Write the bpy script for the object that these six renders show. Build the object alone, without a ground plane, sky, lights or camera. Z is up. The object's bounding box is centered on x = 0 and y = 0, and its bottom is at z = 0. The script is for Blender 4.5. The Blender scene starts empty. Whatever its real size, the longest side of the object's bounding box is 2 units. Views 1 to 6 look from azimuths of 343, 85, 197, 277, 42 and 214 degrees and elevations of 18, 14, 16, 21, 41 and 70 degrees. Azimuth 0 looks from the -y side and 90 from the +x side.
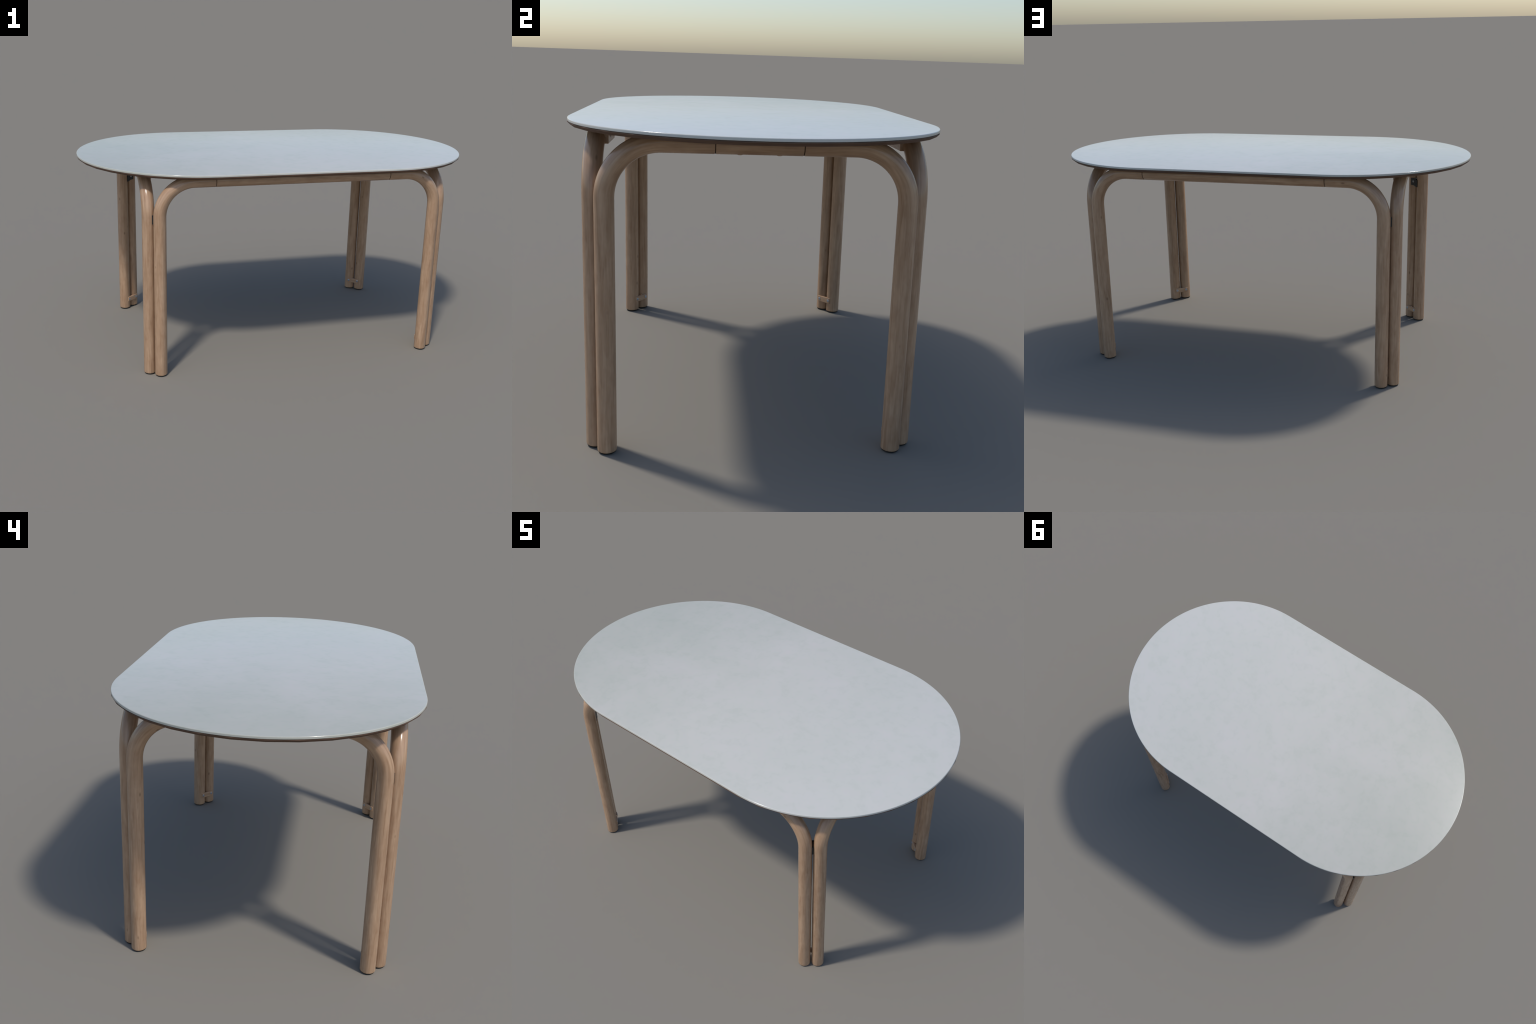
"""Dining table: white stadium-shaped top on a frame of bent round-section wooden bars.
Two bars meet at every corner (one from the long frame, one from the short frame)."""
import bpy, bmesh, math, random
from mathutils import Vector, Matrix

random.seed(7)
D = bpy.data
COL = bpy.context.scene.collection

# ------------------------------------------------------------------ sizes (metres)
R_TOP, HALF_STRAIGHT = 0.5792, 0.4200       # white slab: arc radius, half length of straight side
Z_TOP, Z_SLAB = 0.9830, 0.9738              # top face, underside of white slab
R_CORE, Z_CORE = 0.5800, 0.9622             # wooden core under the slab
HALF_W, HALF_D = 0.0295, 0.0295            # bar half width in the plane of its bend / across it
R_BEND = 0.161                             # bend radius of a bar's axis
Z_RAIL = 0.9380                            # axis height of the rails
Z_BEND = Z_RAIL - R_BEND
Z_FOOT = 0.0030
LONG = dict(leg=0.6847, plane=0.4755, seam=0.4290)    # bars that run along x
SHORT = dict(leg=0.4365, plane=0.7316, seam=0.1250)    # bars that run along y


OX, OY = 0.0048, -0.0034                   # the frame sits a little off the centre of the top


# ------------------------------------------------------------------ node helpers
class Nodes:
    def __init__(self, name):
        self.mat = D.materials.new(name)
        self.mat.use_nodes = True
        self.t = self.mat.node_tree
        self.t.nodes.clear()
        self.out = self.t.nodes.new("ShaderNodeOutputMaterial")
        self.bsdf = self.t.nodes.new("ShaderNodeBsdfPrincipled")
        self.t.links.new(self.bsdf.outputs[0], self.out.inputs[0])

    def put(self, node_input, v):
        if isinstance(v, bpy.types.NodeSocket):
            self.t.links.new(v, node_input)
        else:
            node_input.default_value = v

    def math(self, op, a, b=None, c=None, clamp=False):
        n = self.t.nodes.new("ShaderNodeMath")
        n.operation = op
        n.use_clamp = clamp
        for i, v in enumerate((a, b, c)):
            if v is not None:
                self.put(n.inputs[i], v)
        return n.outputs[0]

    def coord(self):
        n = self.t.nodes.new("ShaderNodeTexCoord")
        s = self.t.nodes.new("ShaderNodeSeparateXYZ")
        self.t.links.new(n.outputs["Object"], s.inputs[0])
        return n.outputs["Object"], s.outputs

    def combine(self, x, y, z):
        n = self.t.nodes.new("ShaderNodeCombineXYZ")
        for i, v in enumerate((x, y, z)):
            self.put(n.inputs[i], v)
        return n.outputs[0]

    def noise(self, vec, scale, detail=3.0, rough=0.55, distortion=0.0):
        n = self.t.nodes.new("ShaderNodeTexNoise")
        self.put(n.inputs["Vector"], vec)
        n.inputs["Scale"].default_value = scale
        n.inputs["Detail"].default_value = detail
        n.inputs["Roughness"].default_value = rough
        n.inputs["Distortion"].default_value = distortion
        return n.outputs[0]

    def scaled(self, vec, s):
        n = self.t.nodes.new("ShaderNodeMapping")
        self.t.links.new(vec, n.inputs[0])
        n.inputs["Scale"].default_value = s
        return n.outputs[0]

    def ramp(self, fac, stops):
        n = self.t.nodes.new("ShaderNodeValToRGB")
        self.put(n.inputs[0], fac)
        el = n.color_ramp.elements
        while len(el) < len(stops):
            el.new(0.5)
        for e, (p, c) in zip(el, stops):
            e.position = p
            e.color = (c[0], c[1], c[2], 1)
        return n.outputs[0]

    def mix(self, fac, a, b, mode="MIX"):
        n = self.t.nodes.new("ShaderNodeMix")
        n.data_type = "RGBA"
        n.blend_type = mode
        self.put(n.inputs[0], fac)
        for sock, v in ((n.inputs[6], a), (n.inputs[7], b)):
            if isinstance(v, tuple):
                v = (v[0], v[1], v[2], 1)
            self.put(sock, v)
        return n.outputs[2]

    def random(self):
        return self.t.nodes.new("ShaderNodeObjectInfo").outputs["Random"]

    def bump(self, height, strength, dist):
        n = self.t.nodes.new("ShaderNodeBump")
        n.inputs["Strength"].default_value = strength
        n.inputs["Distance"].default_value = dist
        self.t.links.new(height, n.inputs["Height"])
        self.t.links.new(n.outputs[0], self.bsdf.inputs["Normal"])

    def finish(self, color, rough, metallic=0.0, spec=0.5):
        self.put(self.bsdf.inputs["Base Color"], color if not isinstance(color, tuple) else (*color, 1))
        self.put(self.bsdf.inputs["Roughness"], rough)
        self.bsdf.inputs["Metallic"].default_value = metallic
        self.bsdf.inputs["Specular IOR Level"].default_value = spec
        return self.mat


def wood_colour(m, along, across, depth):
    """Brown stained beech: grain stretched along the bar, soft blotches, a few knots."""
    rnd = m.math("MULTIPLY", m.random(), 37.0)
    shift = m.math("ADD", depth, rnd)
    fine = m.noise(m.combine(m.math("MULTIPLY", along, 9.0), m.math("MULTIPLY", across, 190.0),
                             m.math("MULTIPLY", shift, 190.0)), 1.0, 3.0, 0.6)
    wide = m.noise(m.combine(m.math("MULTIPLY", along, 5.0), m.math("MULTIPLY", across, 55.0),
                             m.math("MULTIPLY", shift, 55.0)), 1.0, 3.0, 0.55, 0.9)
    blotch = m.noise(m.combine(m.math("MULTIPLY", along, 22.0), m.math("MULTIPLY", across, 48.0),
                               m.math("MULTIPLY", shift, 48.0)), 1.0, 3.0, 0.55)
    base = m.ramp(wide, [(0.30, WOOD_DARK), (0.52, WOOD_MID), (0.72, WOOD_LIGHT)])
    hue = m.ramp(blotch, [(0.34, (0.93, 0.89, 0.86)), (0.5, (1.0, 1.0, 1.0)), (0.66, (1.06, 1.06, 1.05))])
    base = m.mix(0.8, base, hue, "MULTIPLY")
    streak = m.ramp(fine, [(0.36, (0.86, 0.84, 0.82)), (0.55, (1.0, 1.0, 1.0)), (0.7, (1.05, 1.05, 1.04))])
    base = m.mix(0.7, base, streak, "MULTIPLY")
    # knots: rare dark flecks, drawn out a little along the bar
    v = m.t.nodes.new("ShaderNodeTexVoronoi")
    v.inputs["Scale"].default_value = 1.0
    m.put(v.inputs["Vector"], m.combine(m.math("MULTIPLY", along, 9.0), m.math("MULTIPLY", across, 17.0),
                                        m.math("MULTIPLY", shift, 17.0)))
    knot = m.ramp(v.outputs["Distance"], [(0.035, (1, 1, 1)), (0.10, (0, 0, 0))])
    base = m.mix(m.math("MULTIPLY", knot, 0.55), base, (0.13, 0.075, 0.04))
    return base, fine


WOOD_DARK = (0.370, 0.230, 0.138)
WOOD_MID = (0.446, 0.288, 0.181)
WOOD_LIGHT = (0.506, 0.340, 0.220)


def bent_wood(name, leg):
    """Grain that follows the bar: up the leg, round the bend, along the rail."""
    m = Nodes(name)
    _, (x, y, z) = m.coord()
    xc = leg - R_BEND
    dx = m.math("MAXIMUM", m.math("SUBTRACT", x, xc), 0.0)
    dz = m.math("MAXIMUM", m.math("SUBTRACT", z, Z_BEND), 0.0)
    across = m.math("SQRT", m.math("ADD", m.math("MULTIPLY", dx, dx), m.math("MULTIPLY", dz, dz)))
    turn = m.math("MULTIPLY", m.math("ARCTAN2", dz, dx), R_BEND)
    up = m.math("MINIMUM", m.math("SUBTRACT", z, Z_BEND), 0.0)
    away = m.math("MAXIMUM", m.math("SUBTRACT", xc, x), 0.0)
    along = m.math("ADD", m.math("ADD", up, turn), away)
    col, fine = wood_colour(m, along, across, y)
    m.bump(fine, 0.06, 0.002)
    return m.finish(col, 0.22, spec=0.45)


def straight_wood(name):
    m = Nodes(name)
    _, (x, y, z) = m.coord()
    col, fine = wood_colour(m, x, z, y)
    m.bump(fine, 0.06, 0.002)
    return m.finish(col, 0.25, spec=0.45)


def slab_material(name, rough):
    m = Nodes(name)
    o, (x, _y, _z) = m.coord()
    big = m.noise(o, 3.2, 4.0, 0.6, 0.4)
    mid = m.noise(o, 22.0, 5.0, 0.65, 0.3)
    tint = m.ramp(big, [(0.34, (0.580, 0.583, 0.537)), (0.5, (0.590, 0.587, 0.542)), (0.66, (0.597, 0.587, 0.549))])
    spots = m.ramp(mid, [(0.33, (0.955, 0.965, 0.955)), (0.5, (1, 1, 1)), (0.7, (1.02, 1.0, 1.01))])
    col = m.mix(1.0, tint, spots, "MULTIPLY")
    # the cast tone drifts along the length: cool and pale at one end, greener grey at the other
    drift = m.math("ADD", m.math("MULTIPLY_ADD", x, 0.5, 0.5), m.math("MULTIPLY_ADD", big, 0.3, -0.15))
    col = m.mix(1.0, col, m.ramp(drift, [(0.05, (0.795, 0.797, 0.758)), (0.5, (0.962, 0.950, 0.930)),
                                         (0.95, (1.0, 1.0, 1.0))]), "MULTIPLY")
    return m.finish(col, rough, spec=0.5)


def core_material():
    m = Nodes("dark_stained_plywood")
    o, _ = m.coord()
    n = m.noise(m.scaled(o, (9, 9, 160)), 1.0, 3.0, 0.6)
    col = m.ramp(n, [(0.3, (0.105, 0.060, 0.040)), (0.7, (0.145, 0.086, 0.058))])
    return m.finish(col, 0.65, spec=0.25)


def plain(name, col, rough, metallic=0.0, spec=0.5):
    m = Nodes(name)
    o, _ = m.coord()
    n = m.noise(o, 60.0, 2.0)
    c = m.ramp(n, [(0.3, tuple(v * 0.9 for v in col)), (0.7, tuple(v * 1.1 for v in col))])
    return m.finish(c, rough, metallic, spec)


# ------------------------------------------------------------------ mesh helpers
def mesh_from(name, verts, faces, smooth_angle=None):
    me = D.meshes.new(name)
    me.from_pydata(verts, [], faces)
    bm = bmesh.new()
    bm.from_mesh(me)
    bmesh.ops.recalc_face_normals(bm, faces=bm.faces)
    if smooth_angle is not None:
        for f in bm.faces:
            f.smooth = True
        for e in bm.edges:
            if len(e.link_faces) == 2 and e.calc_face_angle(0) > smooth_angle:
                e.smooth = False
    bm.to_mesh(me)
    bm.free()
    return me


def place(name, me, mat, parent, loc=(0, 0, 0), rot=0.0):
    ob = D.objects.new(name, me)
    COL.objects.link(ob)
    ob.location = loc
    ob.rotation_euler = (0, 0, rot)
    if mat and not me.materials:
        me.materials.append(mat)
    if parent:
        ob.parent = parent
    return ob


def stadium(radius, half, segments):
    pts = []
    for side in (1, -1):
        for i in range(segments + 1):
            a = -math.pi / 2 + math.pi * i / segments
            pts.append((side * (half + radius * math.cos(a)), side * radius * math.sin(a)))
    return pts


def loft_stadium(name, rings, half, segments, angle):
    """rings: (radius, z) from bottom to top; closed by caps."""
    verts, faces = [], []
    n = 2 * (segments + 1)
    for radius, z in rings:
        verts += [(x, y, z) for x, y in stadium(radius, half, segments)]
    for k in range(len(rings) - 1):
        for i in range(n):
            j = (i + 1) % n
            faces.append((k * n + i, k * n + j, (k + 1) * n + j, (k + 1) * n + i))
    faces.append(tuple(range(n))[::-1])
    faces.append(tuple(range((len(rings) - 1) * n, len(rings) * n)))
    return mesh_from(name, verts, faces, angle)


def section(n=40, power=1.88):
    """Cross-section of a bar: a slightly squared oval (in-plane, across)."""
    pts = []
    for i in range(n):
        a = 2 * math.pi * i / n
        c, s = math.cos(a), math.sin(a)
        pts.append((HALF_W * math.copysign(abs(c) ** (2 / power), c),
                    HALF_D * math.copysign(abs(s) ** (2 / power), s)))
    return pts


def sweep(name, stations, sec):
    """stations: (centre, in-plane direction, scale); across direction is y."""
    verts, faces, n = [], [], len(sec)
    for c, d, k in stations:
        for a, b in sec:
            verts.append((c[0] + d[0] * a * k, b * k, c[1] + d[1] * a * k))
    for s in range(len(stations) - 1):
        for i in range(n):
            j = (i + 1) % n
            faces.append((s * n + i, s * n + j, (s + 1) * n + j, (s + 1) * n + i))
    faces.append(tuple(range(n)))
    faces.append(tuple(range((len(stations) - 1) * n, len(stations) * n)))
    return mesh_from(name, verts, faces, math.radians(50))


def bent_bar(name, leg, seam):
    st = []
    for k, dz in ((0.93, 0.0), (0.965, 0.0010), (0.99, 0.0028), (1.0, 0.0055)):
        st.append(((leg, Z_FOOT + dz), (1, 0), k))
    for i in range(1, 9):
        st.append(((leg, Z_FOOT + 0.0055 + (Z_BEND - Z_FOOT - 0.0055) * i / 9), (1, 0), 1.0))
    xc = leg - R_BEND
    for i in range(25):
        a = math.pi / 2 * i / 24
        st.append(((xc + R_BEND * math.cos(a), Z_BEND + R_BEND * math.sin(a)), (math.cos(a), math.sin(a)), 1.0))
    end = seam + 0.0013
    st.append((((xc + end) / 2, Z_RAIL), (0, 1), 1.0))
    st.append(((end + 0.0016, Z_RAIL), (0, 1), 1.0))
    st.append(((end, Z_RAIL), (0, 1), 0.955))
    return sweep(name, st, section())


def rail_bar(name, seam):
    e = seam - 0.0013
    st = [((x, Z_RAIL), (0, 1), k) for x, k in
          ((e + 0.005, 0.90), (e + 0.0001, 0.90), (e, 0.955), (e - 0.0016, 1.0), (e * 0.5, 1.0), (0, 1.0), (-e * 0.5, 1.0), (-e + 0.0016, 1.0), (-e, 0.955), (-e - 0.0001, 0.90), (-e - 0.005, 0.90))]
    return sweep(name, st, section())


def block(name, size, bevel, segments=2):
    bm = bmesh.new()
    bmesh.ops.create_cube(bm, size=1.0)
    bmesh.ops.scale(bm, vec=size, verts=bm.verts)
    bmesh.ops.bevel(bm, geom=list(bm.edges), offset=bevel, segments=segments, affect="EDGES", profile=0.5)
    me = D.meshes.new(name)
    bm.to_mesh(me)
    bm.free()
    return me


def disc(name, radius, height, dome=0.3, n=24, socket=0.0):
    """Screw head along +y: rim, domed face and an optional sunk socket."""
    rings = [(radius, 0.0), (radius, height * (1 - dome)), (radius * 0.8, height)]
    if socket:
        rings += [(radius * socket, height), (radius * socket * 0.8, height * 0.3)]
    verts, faces = [], []
    for r, h in rings:
        verts += [(r * math.cos(2 * math.pi * i / n), h, r * math.sin(2 * math.pi * i / n)) for i in range(n)]
    for k in range(len(rings) - 1):
        for i in range(n):
            j = (i + 1) % n
            faces.append((k * n + i, k * n + j, (k + 1) * n + j, (k + 1) * n + i))
    faces.append(tuple(range(n)))
    faces.append(tuple(range((len(rings) - 1) * n, len(rings) * n)))
    return mesh_from(name, verts, faces, math.radians(35))


# ------------------------------------------------------------------ materials
M_SLAB = slab_material("white_laminate", 0.25)
M_EDGE = slab_material("polished_laminate_edge", 0.13)
M_CORE = core_material()
M_LONG = bent_wood("bent_beech_long", LONG["leg"])
M_SHORT = bent_wood("bent_beech_short", SHORT["leg"])
M_RAIL = straight_wood("rail_beech")
M_STRAP = straight_wood("strap_beech")
M_BLACK = plain("black_plastic", (0.012, 0.012, 0.012), 0.5)
M_PAD = plain("black_felt", (0.014, 0.014, 0.014), 0.9, spec=0.2)
M_STEEL = plain("zinc_steel", (0.42, 0.45, 0.50), 0.35, 0.7)
M_SOCKET = plain("pale_screw_cap", (0.36, 0.36, 0.36), 0.5)

# ------------------------------------------------------------------ the table
table = D.objects.new("dining_table", None)
COL.objects.link(table)
table["label"] = "dining table, white pill-shaped top on paired bent wooden legs"
table["category"] = "dining table"

# white slab with an eased upper edge
er = 0.0030
rings = [(R_TOP - 0.0012, Z_SLAB), (R_TOP, Z_SLAB + 0.0008)]
for i in range(7):
    a = math.pi / 2 * i / 6
    rings.append((R_TOP - er + er * math.cos(a), Z_TOP - er + er * math.sin(a)))
top = place("tabletop", loft_stadium("tabletop", rings, HALF_STRAIGHT, 96, math.radians(40)), M_SLAB, table)
top.data.materials.append(M_EDGE)
for poly in top.data.polygons:                     # the eased edge is polished
    if 0.2 < poly.normal.z < 0.97:
        poly.material_index = 1

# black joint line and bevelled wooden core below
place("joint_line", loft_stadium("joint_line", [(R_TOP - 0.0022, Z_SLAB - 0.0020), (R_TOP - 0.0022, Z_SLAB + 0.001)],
                                 HALF_STRAIGHT, 64, 0.5), M_BLACK, table)
core = [(R_CORE - 0.0085, Z_CORE), (R_CORE, Z_SLAB - 0.0034), (R_CORE, Z_SLAB - 0.0016), (R_CORE - 0.0006, Z_SLAB - 0.0010)]
place("tabletop_core", loft_stadium("tabletop_core", core, HALF_STRAIGHT, 17, math.radians(20)), M_CORE, table)

me_long = bent_bar("bent_leg_long", LONG["leg"], LONG["seam"])
me_short = bent_bar("bent_leg_short", SHORT["leg"], SHORT["seam"])


def pad_mesh():
    sec = section(32)
    verts, faces, n = [], [], 32
    for k, z in ((0.90, 0.0), (0.915, 0.0010), (0.915, Z_FOOT + 0.001)):
        verts += [(a * k, b * k, z) for a, b in sec]
    for s in range(2):
        for i in range(n):
            j = (i + 1) % n
            faces.append((s * n + i, s * n + j, (s + 1) * n + j, (s + 1) * n + i))
    faces.append(tuple(range(n)))
    faces.append(tuple(range(2 * n, 3 * n)))
    return mesh_from("foot_pad", verts, faces, math.radians(40))


pad_me = pad_mesh()
for me, mat, d, axis in ((me_long, M_LONG, LONG, "x"), (me_short, M_SHORT, SHORT, "y")):
    for s_plane in (1, -1):
        for s_leg in (1, -1):
            if axis == "x":
                loc = (OX, s_plane * d["plane"] + OY, 0)
                rot = 0.0 if s_leg > 0 else math.pi
            else:
                loc = (s_plane * d["plane"] + OX, OY, 0)
                rot = math.pi / 2 if s_leg > 0 else -math.pi / 2
            leg = place("bent_leg", me, mat, table, loc, rot)
            place("foot_pad", pad_me, M_PAD, leg, (d["leg"], 0, 0))

me_lr = rail_bar("long_rail", LONG["seam"])
me_sr = rail_bar("short_rail", SHORT["seam"])
me_plug = disc("rail_screw", 0.0075, 0.003)
me_hole_disc = disc("pocket_disc", 0.0055, 0.0012, socket=0.6)  # dark disc standing in for a pocket hole, nothing is cut out
for s in (1, -1):
    place("rail", me_lr, M_RAIL, table, (OX, s * LONG["plane"] + OY, 0), 0 if s > 0 else math.pi)
    sr = place("rail", me_sr, M_STRAP, table, (s * SHORT["plane"] + OX, OY, 0), s * math.pi / 2)
    for t in (1, -1):
        p = place("rail_plug", me_plug, M_STRAP, sr, (t * 0.056, 0, Z_RAIL - HALF_W + 0.0022))
        p.rotation_euler = (-math.pi / 2, 0, 0)

# dark disc added in the gap at each splice to darken the seam
me_seam = sweep("splice", [((-0.0009, Z_RAIL), (0, 1), 0.965), ((0.0009, Z_RAIL), (0, 1), 0.965)], section())
M_SEAM_DARK = plain("dark_seam_disc", (0.05, 0.03, 0.02), 0.8, spec=0.2)
for s in (1, -1):
    for t in (1, -1):
        place("splice", me_seam, M_SEAM_DARK, table, (t * LONG["seam"] + OX, s * LONG["plane"] + OY, 0))
        place("splice", me_seam, M_SEAM_DARK, table, (s * SHORT["plane"] + OX, t * SHORT["seam"] + OY, 0), math.pi / 2)

# bearer strips behind the ends of the rails, with two added dark discs each in place of pocket holes
me_lb = block("bearer_long", (0.175, 0.034, 0.049), 0.002, 2)
me_sb = block("bearer_short", (0.080, 0.034, 0.049), 0.002, 2)
for s in (1, -1):
    for t in (1, -1):
        for axis, me in (("x", me_lb), ("y", me_sb)):
            if axis == "x":
                loc = (t * 0.4975 + OX, s * 0.4540 + OY, 0.9380)
                rot = math.pi if s > 0 else 0.0
            else:
                loc = (s * 0.7100 + OX, t * 0.260 + OY, 0.9380)
                rot = math.pi / 2 if s > 0 else -math.pi / 2
            b = place("bearer", me, M_RAIL, table, loc, rot)
            for dx in (0.04, -0.02):
                h = place("dark_pocket_disc", me_hole_disc, M_BLACK, b,
                          ((dx if axis == "x" else dx * 0.6) * (1 if rot in (0.0, math.pi / 2) else -1) * t, 0.0165, 0.004))
                h.scale = (1, 1, 2.4)

# cross beams under the top, between the two long rails
me_beam = block("cross_beam", (0.880, 0.040, 0.054), 0.003, 2)
for t in (1, -1):
    place("cross_beam", me_beam, M_RAIL, table, (t * 0.285 + OX, OY, 0.9360), math.pi / 2)

# ------------------------------------------------------------------ corner fittings
# local frame at each corner: x along the line from long bar to short bar, -y to the inside
A = Vector((LONG["leg"], LONG["plane"], 0))
B = Vector((SHORT["plane"], SHORT["leg"], 0))
MID = (A + B) / 2
ANG = math.atan2(B.y - A.y, B.x - A.x)


def strap_mesh():
    """Wooden cleat across the two legs, hollowed slightly at its ends."""
    return block("leg_strap", (0.074, 0.012, 0.027), 0.0025, 2)


me_strap = strap_mesh()
me_screw = disc("strap_screw", 0.0062, 0.002, 0.4, 24, 0.45)
me_plate = block("bracket_plate", (0.040, 0.006, 0.038), 0.0008, 1)
me_tab = block("bracket_tab", (0.011, 0.008, 0.038), 0.0008, 1)
me_web = block("bracket_web", (0.008, 0.038, 0.042), 0.0008, 1)
me_cap = disc("bracket_screw", 0.0058, 0.002, 0.4, 24)
for sx in (1, -1):
    for sy in (1, -1):
        # mirror by building the frame per corner, so that inside always points to the table centre
        def at(lx, ly, z):
            p = MID + Vector((math.cos(ANG) * lx - math.sin(ANG) * ly, math.sin(ANG) * lx + math.cos(ANG) * ly, 0))
            return Vector((p.x * sx + OX, p.y * sy + OY, z))
        ux = at(1, 0, 0) - at(0, 0, 0)
        rot = math.atan2(ux.y, ux.x)
        inward = at(0, -1, 0) - at(0, 0, 0)
        flip = Vector((-math.sin(rot), math.cos(rot), 0)).dot(inward)   # +1: local +y looks inside
        base_rot = rot if flip > 0 else rot + math.pi
        k = 1 if flip > 0 else -1
        strap = place("leg_strap", me_strap, M_STRAP, table, at(-0.001, -0.0258, 0.0545), base_rot)
        for t in (1, -1):
            place("screw", me_screw, M_STEEL, strap, (t * 0.0270, 0.0056, 0))
        br = place("corner_bracket", me_plate, M_BLACK, table, at(-0.008, -0.0268, 0.768), base_rot)
        web = place("bracket_web", me_web, M_BLACK, br, (k * 0.007, -0.0205, -0.003))
        place("bracket_tab", me_tab, M_BLACK, br, (k * 0.0235, 0.0002, -0.006))
        place("screw", me_cap, M_SOCKET, br, (0, 0.0028, 0.002))
